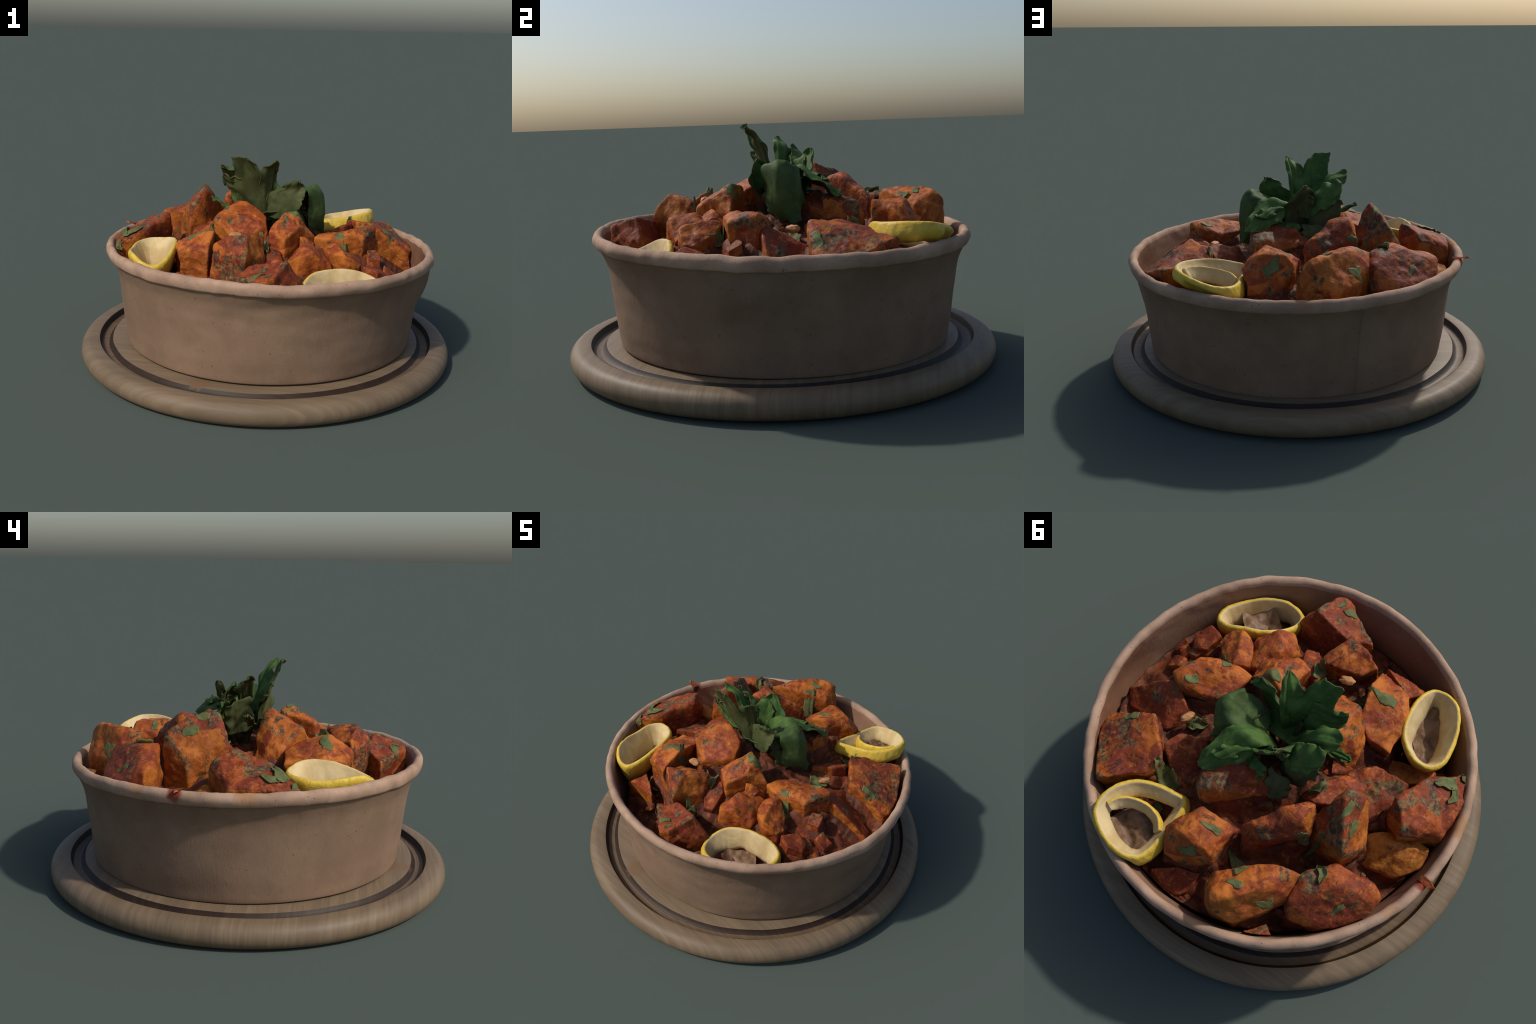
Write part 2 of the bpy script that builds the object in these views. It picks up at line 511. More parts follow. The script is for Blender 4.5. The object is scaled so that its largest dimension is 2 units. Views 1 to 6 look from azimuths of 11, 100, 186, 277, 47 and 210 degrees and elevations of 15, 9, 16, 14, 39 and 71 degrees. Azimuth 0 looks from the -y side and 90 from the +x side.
# potatoes and other chunks: corners that stand out of the sauce
chunk("red", [(0.226, -0.619, 0.690), (0.182, -0.754, 0.650), (0.129, -0.782, 0.630), (-0.070, -0.649, 0.600), (0.045, -0.587, 0.650), (0.175, -0.615, 0.680), (0.252, -0.542, 0.500), (0.287, -0.585, 0.560), (0.119, -0.528, 0.480), (0.040, -0.629, 0.450)])
chunk("herb", [(0.050, -0.385, 0.740), (-0.100, -0.521, 0.768), (0.007, -0.534, 0.775), (-0.174, -0.506, 0.720), (0.011, -0.600, 0.688), (-0.010, -0.560, 0.540), (0.076, -0.457, 0.660), (-0.177, -0.515, 0.670), (-0.117, -0.433, 0.720)])
chunk("orange", [(-0.191, -0.511, 0.700), (-0.343, -0.493, 0.665), (-0.395, -0.375, 0.675), (-0.408, -0.209, 0.660), (-0.305, -0.209, 0.690), (-0.229, -0.248, 0.715), (-0.203, -0.326, 0.745), (-0.189, -0.403, 0.755), (-0.254, -0.392, 0.752)], spread=0.9)
chunk("orange", [(0.040, -0.200, 0.740), (-0.100, -0.320, 0.705), (0.000, -0.110, 0.815), (-0.144, -0.135, 0.780), (-0.208, -0.268, 0.785), (-0.238, -0.051, 0.674), (-0.162, -0.285, 0.735), (-0.110, -0.227, 0.800), (-0.284, -0.200, 0.700), (-0.307, -0.102, 0.650), (-0.286, -0.047, 0.620), (-0.117, -0.116, 0.853), (-0.153, -0.097, 0.850)])
chunk("orange", [(0.188, -0.176, 0.838), (0.070, -0.326, 0.758), (0.137, -0.270, 0.800), (0.279, -0.169, 0.710), (0.222, -0.164, 0.800), (0.065, -0.314, 0.720), (0.157, -0.353, 0.730), (0.064, -0.314, 0.720), (0.229, -0.194, 0.790), (0.107, -0.140, 0.800), (0.226, -0.274, 0.770)])
chunk("orange", [(0.572, 0.008, 0.740), (0.340, -0.008, 0.690), (0.518, 0.041, 0.700), (0.283, -0.170, 0.700), (0.315, -0.177, 0.660), (0.532, -0.131, 0.700), (0.359, -0.186, 0.700), (0.353, 0.008, 0.660), (0.494, 0.029, 0.680), (0.424, -0.130, 0.730), (0.582, 0.005, 0.720)])
chunk("orange", [(0.532, -0.276, 0.600), (0.527, -0.323, 0.610), (0.457, -0.357, 0.660), (0.381, -0.337, 0.660), (0.326, -0.226, 0.660), (0.392, -0.181, 0.680), (0.459, -0.199, 0.640), (0.406, -0.243, 0.705)])
chunk("orange", [(0.400, -0.392, 0.600), (0.303, -0.448, 0.690), (0.243, -0.467, 0.660), (0.185, -0.410, 0.620), (0.232, -0.258, 0.660), (0.333, -0.237, 0.650), (0.244, -0.356, 0.710), (0.329, -0.299, 0.680)])
chunk("red", [(0.647, 0.038, 0.620), (0.790, 0.103, 0.480), (0.745, 0.168, 0.470), (0.559, 0.011, 0.690), (0.453, 0.140, 0.600), (0.499, 0.217, 0.580), (0.673, 0.195, 0.500), (0.458, 0.088, 0.640)])
chunk("herb", [(0.514, 0.227, 0.690), (0.758, 0.263, 0.530), (0.601, 0.565, 0.640), (0.415, 0.434, 0.660), (0.515, 0.251, 0.600), (0.541, 0.206, 0.700), (0.753, 0.273, 0.550), (0.774, 0.344, 0.550), (0.614, 0.553, 0.600), (0.408, 0.426, 0.660), (0.399, 0.361, 0.680)])
chunk("red", [(0.431, 0.292, 0.680), (0.398, 0.217, 0.680), (0.294, 0.158, 0.660), (0.220, 0.275, 0.580), (0.262, 0.407, 0.550), (0.353, 0.369, 0.600)])
chunk("herb", [(0.187, 0.392, 0.750), (0.160, 0.409, 0.680), (-0.094, 0.236, 0.710), (-0.074, 0.158, 0.680), (0.208, 0.323, 0.740), (0.140, 0.412, 0.660), (0.023, 0.345, 0.660), (-0.094, 0.234, 0.660), (-0.043, 0.147, 0.730), (0.118, 0.221, 0.780), (0.208, 0.236, 0.760)])
chunk("orange", [(0.125, 0.480, 0.745), (0.010, 0.592, 0.728), (0.074, 0.596, 0.738), (0.140, 0.585, 0.730), (-0.044, 0.437, 0.675), (-0.040, 0.455, 0.640), (0.121, 0.448, 0.745), (-0.029, 0.602, 0.670), (0.211, 0.581, 0.670), (0.174, 0.670, 0.600), (0.039, 0.653, 0.560)])
chunk("red", [(-0.266, 0.310, 0.840), (-0.275, 0.206, 0.815), (-0.308, 0.312, 0.733), (-0.144, 0.400, 0.767), (-0.094, 0.475, 0.620), (-0.234, 0.248, 0.832), (-0.063, 0.419, 0.740), (-0.247, 0.210, 0.820), (-0.307, 0.309, 0.740), (-0.179, 0.427, 0.720), (-0.110, 0.478, 0.620), (-0.100, 0.406, 0.660), (-0.183, 0.288, 0.830)])
chunk("herb", [(-0.377, 0.147, 0.885), (-0.316, 0.179, 0.790), (-0.368, 0.093, 0.860), (-0.437, 0.075, 0.815), (-0.522, 0.197, 0.650), (-0.471, 0.316, 0.800), (-0.448, 0.283, 0.810), (-0.481, 0.324, 0.767), (-0.443, 0.032, 0.706), (-0.286, 0.262, 0.680), (-0.344, 0.321, 0.550), (-0.462, 0.325, 0.550), (-0.472, 0.321, 0.730), (-0.537, 0.202, 0.660)])
chunk("red", [(-0.615, 0.056, 0.740), (-0.540, 0.038, 0.680), (-0.612, 0.071, 0.580), (-0.738, -0.290, 0.630), (-0.546, -0.021, 0.740), (-0.628, 0.098, 0.690), (-0.782, -0.006, 0.630), (-0.737, -0.306, 0.630), (-0.616, -0.203, 0.690), (-0.537, -0.040, 0.720), (-0.548, 0.051, 0.660), (-0.649, 0.077, 0.600), (-0.779, -0.033, 0.600), (-0.780, -0.179, 0.630)])
chunk("yellow", [(-0.484, 0.144, 0.550), (-0.560, 0.083, 0.570), (-0.693, 0.028, 0.560), (-0.762, 0.032, 0.550), (-0.784, 0.113, 0.510), (-0.695, 0.211, 0.500), (-0.554, 0.222, 0.500), (-0.659, 0.122, 0.600)])
chunk("orange", [(-0.178, 0.715, 0.770), (-0.112, 0.721, 0.757), (-0.124, 0.775, 0.715), (-0.294, 0.521, 0.758), (-0.275, 0.610, 0.768), (-0.227, 0.765, 0.620), (-0.346, 0.477, 0.728), (-0.363, 0.566, 0.660), (-0.044, 0.676, 0.600), (-0.075, 0.629, 0.690), (-0.256, 0.497, 0.755), (-0.377, 0.465, 0.720), (-0.371, 0.570, 0.660), (-0.236, 0.762, 0.600), (-0.071, 0.741, 0.550)])
chunk("red", [(-0.382, 0.516, 0.700), (-0.639, 0.347, 0.655), (-0.417, 0.619, 0.590), (-0.394, 0.584, 0.690), (-0.666, 0.348, 0.680), (-0.341, 0.533, 0.660), (-0.379, 0.443, 0.730), (-0.471, 0.354, 0.740), (-0.632, 0.328, 0.690), (-0.690, 0.375, 0.660), (-0.669, 0.477, 0.600), (-0.543, 0.588, 0.560), (-0.407, 0.610, 0.600), (-0.515, 0.439, 0.740)])
chunk("red", [(-0.298, -0.038, 0.640), (-0.389, -0.132, 0.650), (-0.446, -0.138, 0.630), (-0.542, -0.154, 0.590), (-0.550, -0.104, 0.570), (-0.494, 0.079, 0.560), (-0.496, 0.005, 0.580), (-0.348, 0.018, 0.640)])
chunk("red", [(-0.191, 0.166, 0.670), (-0.222, 0.088, 0.700), (-0.302, -0.014, 0.660), (-0.401, -0.026, 0.660), (-0.388, 0.087, 0.660), (-0.256, 0.169, 0.700)])
chunk("red", [(0.196, 0.754, 0.510), (0.104, 0.685, 0.540), (0.013, 0.666, 0.530), (0.015, 0.748, 0.480), (0.071, 0.793, 0.470)])
chunk("yellow", [(-0.370, -0.222, 0.530), (-0.522, -0.275, 0.550), (-0.615, -0.290, 0.550), (-0.616, -0.231, 0.540), (-0.486, -0.137, 0.540)])
chunk("red", [(-0.286, 0.766, 0.560), (-0.350, 0.690, 0.570), (-0.394, 0.720, 0.560), (-0.344, 0.755, 0.580)])
chunk("red", [(-0.196, -0.599, 0.560), (-0.327, -0.617, 0.550), (-0.398, -0.610, 0.520), (-0.341, -0.527, 0.570)])
chunk("red", [(0.672, -0.273, 0.550), (0.617, -0.331, 0.580), (0.545, -0.308, 0.600), (0.570, -0.223, 0.580), (0.636, -0.205, 0.540)])
chunk("red", [(0.745, -0.189, 0.450), (0.711, -0.253, 0.500), (0.633, -0.198, 0.520), (0.659, -0.152, 0.500)])
chunk("red", [(0.524, -0.151, 0.550), (0.653, -0.116, 0.500), (0.611, -0.193, 0.520), (0.501, -0.226, 0.550)])
chunk("red", [(0.163, -0.457, 0.600), (0.117, -0.481, 0.610), (0.023, -0.394, 0.660), (0.043, -0.313, 0.680), (0.139, -0.357, 0.660)])
chunk("orange", [(0.286, -0.340, 0.660), (0.291, -0.241, 0.690), (0.292, -0.188, 0.680), (0.222, -0.268, 0.720)])
chunk("red", [(0.050, -0.450, 0.520), (0.200, -0.400, 0.550), (0.200, -0.300, 0.600), (0.050, -0.280, 0.620), (0.120, -0.500, 0.500)])
chunk("red", [(-0.208, -0.070, 0.680), (-0.312, -0.073, 0.620), (-0.302, -0.039, 0.600), (-0.241, 0.007, 0.660)])
chunk("red", [(0.050, 0.110, 0.770), (0.170, 0.130, 0.745), (0.215, 0.235, 0.705), (0.120, 0.330, 0.720), (-0.010, 0.250, 0.770), (0.110, 0.200, 0.785)])

# dark knobbly scraps by the front right wall
chunk("herb", [(0.575, -0.250, 0.540), (0.640, -0.235, 0.520), (0.655, -0.180, 0.525), (0.600, -0.170, 0.560)], drop=0.12, spread=1.1, name="stew_scrap")
chunk("red", [(0.640, -0.150, 0.530), (0.700, -0.140, 0.500), (0.700, -0.080, 0.510), (0.640, -0.090, 0.555)], drop=0.12, spread=1.1, name="stew_scrap")
chunk("herb", [(0.680, -0.240, 0.500), (0.725, -0.190, 0.490), (0.690, -0.170, 0.515)], drop=0.10, spread=1.1, name="stew_scrap")
chunk("red", [(0.560, -0.140, 0.600), (0.620, -0.110, 0.590), (0.600, -0.060, 0.610), (0.550, -0.080, 0.625)], drop=0.14, spread=1.1, name="stew_scrap")
build_sauce()

# a drip of stew that hangs over the rim
chunk("red", [(-0.838, 0.178, 0.628), (-0.842, 0.212, 0.628), (-0.886, 0.196, 0.622), (-0.856, 0.194, 0.640)], drop=0.030, spread=0.8, rough=0.10, floor=0.0, name="stew_drip")

def scatter_bits():
    """Crumbs of onion, spice and shredded herb lying in the sauce."""
    rnd = random.Random(21)
    sv, sf = SURF[-2] if len(SURF[-1][0]) < len(SURF[-2][0]) else SURF[-1]
    sauce = BVHTree.FromPolygons([Vector(v) for v in sv], sf)
    cv, cf = [], []
    for v, f in SURF:
        if v is not sv:
            o = len(cv)
            cv.extend(v)
            cf.extend(tuple(o + i for i in q) for q in f)
    rest = BVHTree.FromPolygons([Vector(v) for v in cv], cf)
    ico = bmesh.new()
    bmesh.ops.create_icosphere(ico, subdivisions=3, radius=1.0)
    ico.verts.ensure_lookup_table()
    dirs = [v.co.copy() for v in ico.verts]
    tris = [tuple(v.index for v in f.verts) for f in ico.faces]
    ico.free()
    down = Vector((0, 0, -1))
    groups = {"red": ([], []), "orange": ([], []), "sauce": ([], []), "flake": ([], [])}
    placed = 0
    while placed < 120:
        a, r = rnd.uniform(0, TAU), 0.74 * math.sqrt(rnd.random())
        x, y = CX + r * math.cos(a), CY + r * math.sin(a)
        top = Vector((x, y, 2.0))
        h, k = sauce.ray_cast(top, down)[0], rest.ray_cast(top, down)[0]
        placed += 1
        if h is None or (k is not None and k.z > h.z):
            continue
        kind = rnd.choice(["red", "sauce", "sauce", "orange", "flake"])
        vs, fs = groups[kind]
        o = len(vs)
        rad = rnd.uniform(0.014, 0.034)
        st = (rnd.uniform(0.7, 1.5), rnd.uniform(0.6, 1.1), rnd.uniform(0.3, 0.5) if kind == "flake" else rnd.uniform(0.45, 0.8))
        rot, off = rnd.uniform(0, TAU), Vector((rnd.uniform(0, 50), 0, 0))
        for d in dirs:
            w = 1 + 0.45 * noise.noise(d * 1.4 + off) + 0.15 * noise.noise(d * 4 + off)
            px, py, pz = d.x * rad * st[0] * w, d.y * rad * st[1] * w, d.z * rad * st[2] * w
            vs.append(inside_wall((x + px * math.cos(rot) - py * math.sin(rot), y + px * math.sin(rot) + py * math.cos(rot), h.z + pz + rad * 0.05), 0.004))
        fs.extend(tuple(o + i for i in t) for t in tris)
    for kind, (vs, fs) in groups.items():
        ob = mesh_object("herb_crumbs" if kind == "flake" else "stew_crumbs", vs, fs, [MAT[kind]], stew, (CX, CY, 0.5))
        ob["kind"] = "stuff"


scatter_bits()

# fried garlic bits
for k, (x, y, z, lx, ly, rot) in enumerate([(0.428, 0.129, 0.655, 0.036, 0.018, 1.1), (-0.085, -0.372, 0.735, 0.034, 0.021, 0.3), (-0.215, 0.64, 0.69, 0.03, 0.016, 0.8)]):
    _b = bmesh.new()
    bmesh.ops.create_icosphere(_b, subdivisions=4, radius=1.0)
    _b.verts.ensure_lookup_table()
    vs = []
    for v in _b.verts:
        d = v.co
        w = 1 + 0.22 * noise.noise(d * 1.7 + Vector((k * 5, 0, 0)))
        px, py = d.x * lx * w, d.y * ly * w
        vs.append((x + px * math.cos(rot) - py * math.sin(rot), y + px * math.sin(rot) + py * math.cos(rot), z + d.z * 0.018 * w))
    fs = [tuple(v.index for v in f.verts) for f in _b.faces]
    _b.free()
    mesh_object("garlic_bit", vs, fs, [MAT["seed"]], stew, (x, y, z))

# ----------------------------------------------------- chopped herb flakes
allv, allf = [], []
for vs, fs in SURF:
    o = len(allv)
    allv.extend(vs)
    allf.extend(tuple(o + i for i in f) for f in fs)
TREE = BVHTree.FromPolygons([Vector(v) for v in allv], allf)


def flake(x, y, length, width, angle, seed, lift=0.003, curl=0.0, bend=0.0):
    """A torn piece of leaf draped on whatever lies under it."""
    rnd = random.Random(seed)
    nu, nv = 14, 7
    top = []
    ca, sa = math.cos(angle), math.sin(angle)
    w_end = rnd.uniform(0.35, 0.8)
    for i in range(nu + 1):
        t = i / nu
        half = 0.5 * width * (0.25 + 0.75 * math.sin(math.pi * min(1, t * 0.9 + 0.12)) ** 0.6) * (1 - (1 - w_end) * t) * (1 + 0.35 * noise.noise(Vector((t * 5, seed, 0))))
        off = bend * math.sin(math.pi * t) + 0.25 * width * noise.noise(Vector((t * 2.5, seed, 4)))
        for j in range(nv + 1):
            s = 2 * j / nv - 1
            lx, ly = (t - 0.5) * length, s * half + off
            px, py = x + lx * ca - ly * sa, y + lx * sa + ly * ca
            hit = TREE.ray_cast(Vector((px, py, 2.0)), Vector((0, 0, -1)))
            z = hit[0].z if hit[0] is not None else 0.6
            top.append([px, py, z])
    zs = sorted(p[2] for p in top)
    med = zs[len(zs) // 2]
    out = []
    for k, p in enumerate(top):
        i, j = divmod(k, nv + 1)
        s = 2 * j / nv - 1
        z = max(p[2], med - 0.05) + lift + curl * (s * s) + 0.004 * noise.noise(Vector((p[0] * 30, p[1] * 30, seed)))
        out.append((p[0], p[1], z))
    n = len(out)
    verts = out + [(p[0], p[1], p[2] - 0.004) for p in out]
    faces = []
    W = nv + 1
    for i in range(nu):
        for j in range(nv):
            a = i * W + j
            faces.append((a, a + W, a + W + 1, a + 1))
            faces.append((n + a, n + a + 1, n + a + W + 1, n + a + W))
    rim = [j for j in range(W)] + [i * W + nv for i in range(1, nu + 1)] + [nu * W + j for j in range(nv - 1, -1, -1)] + [i * W for i in range(nu - 1, 0, -1)]
    for k in range(len(rim)):
        a, b = rim[k], rim[(k + 1) % len(rim)]
        faces.append((a, b, n + b, n + a))
    return mesh_object("herb_flake", verts, faces, [MAT["flake"]], stew, (x, y, med))


FLAKES = [  # x, y, length, width, angle, curl, bend
    (0.432, -0.191, 0.10, 0.040, -0.75, 0, 0.010), (0.492, -0.008, 0.055, 0.032, 0.5, 0, 0),
    (0.190, -0.178, 0.070, 0.060, 0.9, 0, 0), (0.054, -0.370, 0.080, 0.050, -1.0, 0.02, 0),
    (-0.007, -0.367, 0.05, 0.03, 0.4, 0.01, 0), (-0.261, -0.392, 0.11, 0.050, 0.05, 0, 0),
    (-0.170, -0.375, 0.06, 0.045, 0.9, 0.03, 0), (0.047, 0.497, 0.085, 0.030, 0.1, 0, 0),
    (0.080, 0.627, 0.075, 0.024, 0.3, 0, 0), (-0.110, 0.545, 0.13, 0.060, -0.45, 0.01, 0),
    (-0.344, 0.326, 0.08, 0.020, 1.3, 0.01, 0), (-0.436, 0.422, 0.08, 0.032, 2.0, 0.015, 0.012),
    (-0.572, 0.495, 0.06, 0.016, 1.2, 0, 0), (-0.305, 0.633, 0.07, 0.022, 0.8, 0, 0.01),
    (-0.171, 0.644, 0.06, 0.028, 0.2, 0, 0), (-0.680, -0.212, 0.095, 0.045, 0.6, 0.01, 0),
    (-0.728, -0.180, 0.075, 0.030, 1.7, 0.01, 0.01), (-0.745, -0.290, 0.07, 0.030, 2.6, 0.01, 0),
    (0.359, 0.392, 0.12, 0.070, -0.4, 0.02, 0), (0.643, 0.255, 0.07, 0.035, 0.4, 0, 0),
    (-0.232, 0.107, 0.08, 0.040, 1.0, 0.03, 0.01), (0.383, 0.123, 0.09, 0.045, 0.7, 0.03, 0),
    (0.097, -0.718, 0.06, 0.036, 0.4, 0, 0), (0.06, -0.52, 0.05, 0.02, 1.0, 0, 0),
    (-0.395, 0.18, 0.09, 0.028, 1.4, 0, 0.01), (-0.46, 0.21, 0.07, 0.022, 1.7, 0, 0),
    (-0.30, 0.33, 0.05, 0.02, 0.5, 0, 0), (0.15, -0.73, 0.05, 0.02, 1.2, 0, 0),
]
for k, (x, y, l, w, a, cu, be) in enumerate(FLAKES):
    flake(x, y, l * 1.1, w * 1.35, a, k * 1.7 + 0.3, curl=cu, bend=be)


# --------------------------------------------------------------- lemon peel
def lemon_peel(path, closed, lean, lean_in, depth, thick, label, centre, twist=0.0):
    """A strip of rind swept along its rim line: zest outside, pith inside."""
    n = 14
    if closed:
        P = [np.array(p, float) for p in path]
        ext = [P[-1]] + P + [P[0], P[1]]
        line = catmull(ext, n)[n:-n - 1]
    else:
        line = catmull(path, n)
    line = [np.array(p) for p in line]
    m = len(line)
    cen = np.array(centre, float)
    # section: (towards outside, down, is zest)
    T = thick
    section = [(-0.50 * T, 0.000), (-0.32 * T, -0.006), (0.25 * T, -0.004), (0.55 * T, 0.006), (0.75 * T, 0.020), (0.75 * T + lean * 0.45, 0.45 * depth),
               (0.60 * T + lean, depth), (-0.5 * T + lean_in, depth), (-0.6 * T + lean_in * 0.62, 0.5 * depth), (-0.58 * T + lean_in * 0.15, 0.018)]
    zest = [0, 1, 1, 1, 1, 1, 0, 0, 0, 0]
    S = len(section)
    verts, faces, fm = [], [], []
    for i, p in enumerate(line):
        a, b = line[(i - 1) % m if closed else max(0, i - 1)], line[(i + 1) % m if closed else min(m - 1, i + 1)]
        t = b - a
        t /= np.linalg.norm(t) + 1e-9
        out = np.cross(t, (0, 0, 1.0))
        out /= np.linalg.norm(out) + 1e-9
        if closed and out @ (p - cen) < 0:
            out = -out
        if not closed:
            out = out * twist
        f = 1.0
        if not closed:
            e = min(i, m - 1 - i) / (0.08 * m)
            f = min(1.0, 0.45 + 0.55 * e)
        wob = 1 + 0.14 * noise.noise(Vector(p) * 14)
        for k, (o, d) in enumerate(section):
            j = 0.003 * noise.noise(Vector((p[0] * 45, p[1] * 45, k * 0.8)))
            q = p + out * (o * wob + j) + np.array((0, 0, -d * f * wob + 0.5 * j))
            verts.append(inside_wall(q, 0.008) if d > 0.03 else tuple(q))
    # make sure of outward orientation by walking direction
    for i in range(m if closed else m - 1):
        i2 = (i + 1) % m
        for k in range(S):
            k2 = (k + 1) % S
            faces.append((i * S + k, i * S + k2, i2 * S + k2, i2 * S + k))
            fm.append(0 if zest[k] else 1)
    if not closed:
        faces.append(tuple(range(S)))
        faces.append(tuple((m - 1) * S + k for k in range(S)))
        fm += [1, 1]
    ob = mesh_object("lemon_peel", verts, faces, [MAT["zest"], MAT["pith"]], None, tuple(cen), True, fm)
    bm = bmesh.new()
    bm.from_mesh(ob.data)
    bmesh.ops.recalc_face_normals(bm, faces=bm.faces)
    bm.to_mesh(ob.data)
    bm.free()
    mod = ob.modifiers.new("soft", "SUBSURF")
    mod.levels = mod.render_levels = 1
    ob["label"], ob["category"] = label, "lemon peel"
    return ob


def dried_flesh(parent, centre, ax, ay, rot, dip, seed):
    """The wrinkled brown membrane left in the hollow of the rind."""
    verts, faces = [], []
    rings, segs = 18, 72
    verts.append((centre[0], centre[1], centre[2] - dip))
    for j in range(1, rings + 1):
        f = j / rings
        for i in range(segs):
            a = TAU * i / segs
            x, y = ax * f * math.cos(a), ay * f * math.sin(a)
            z = -dip * (1 - f * f) + 0.030 * noise.noise(Vector((x * 13, y * 13, seed * 3))) + 0.010 * noise.noise(Vector((x * 34, y * 34, seed)))
            verts.append(inside_wall((centre[0] + x * math.cos(rot) - y * math.sin(rot), centre[1] + x * math.sin(rot) + y * math.cos(rot), centre[2] + z), 0.015))
    for i in range(segs):
        faces.append((0, 1 + i, 1 + (i + 1) % segs))
    for j in range(rings - 1):
        for i in range(segs):
            a, b = 1 + j * segs + i, 1 + j * segs + (i + 1) % segs
            faces.append((a, a + segs, b + segs, b))
    return mesh_object("dried_flesh", verts, faces, [MAT["flesh"]], parent, centre)


# front peel: lies tipped against the wall, its cut edge towards the middle
p1 = lemon_peel([(0.400, -0.425, 0.608), (0.480, -0.395, 0.606), (0.560, -0.375, 0.586), (0.618, -0.395, 0.565), (0.625, -0.465, 0.548), (0.570, -0.550, 0.540),
                 (0.490, -0.618, 0.545), (0.400, -0.655, 0.540), (0.315, -0.640, 0.535), (0.285, -0.580, 0.560), (0.318, -0.490, 0.598)],
                True, -0.004, -0.040, 0.13, 0.021, "ring of yellow lemon peel with pale pith", (0.455, -0.505, 0.585))
dried_flesh(p1, (0.455, -0.515, 0.500), 0.150, 0.085, -0.65, 0.03, 1.0)
# right peel: oval cup
p2 = lemon_peel([(-0.408, -0.330, 0.683), (-0.388, -0.430, 0.672), (-0.392, -0.530, 0.642), (-0.425, -0.598, 0.618), (-0.490, -0.605, 0.628), (-0.555, -0.560, 0.655),
                 (-0.600, -0.480, 0.650), (-0.622, -0.390, 0.640), (-0.622, -0.300, 0.650), (-0.580, -0.245, 0.658), (-0.510, -0.243, 0.664), (-0.450, -0.275, 0.676)],
                True, -0.040, -0.062, 0.17, 0.019, "oval cup of yellow lemon peel with pale pith", (-0.505, -0.425, 0.655))
dried_flesh(p2, (-0.505, -0.425, 0.540), 0.135, 0.070, 1.95, 0.04, 2.0)
# left peel: a wide tilted ring with a torn flap folded across its hollow
p3 = lemon_peel([(0.285, 0.449, 0.656), (0.362, 0.464, 0.670), (0.434, 0.496, 0.676), (0.490, 0.560, 0.683), (0.512, 0.640, 0.686), (0.488, 0.710, 0.679), (0.410, 0.762, 0.657),
                 (0.318, 0.780, 0.633), (0.248, 0.752, 0.623), (0.222, 0.680, 0.618), (0.216, 0.600, 0.622), (0.208, 0.510, 0.630), (0.224, 0.448, 0.642)],
                True, 0.014, -0.050, 0.085, 0.021, "wide tilted ring of yellow lemon peel with a torn flap", (0.355, 0.640, 0.65))
tail = lemon_peel([(0.482, 0.640, 0.672), (0.455, 0.592, 0.668), (0.400, 0.560, 0.658), (0.335, 0.550, 0.645), (0.275, 0.568, 0.634), (0.238, 0.612, 0.624)],
                  False, 0.004, -0.030, 0.075, 0.015, "", (0.36, 0.56, 0.65), twist=-1.0)
tail.name = "peel_flap"
del tail["label"], tail["category"]
bpy.context.view_layer.update()
tail.parent = p3
tail.matrix_parent_inverse = p3.matrix_world.inverted()
dried_flesh(p3, (0.350, 0.655, 0.570), 0.125, 0.105, 0.9, 0.03, 3.0)

# ------------------------------------------------------------ parsley sprig
sprig = empty("parsley_sprig", (-0.03, 0.03, 0.74), "upright sprig of curly green parsley leaves", "parsley")


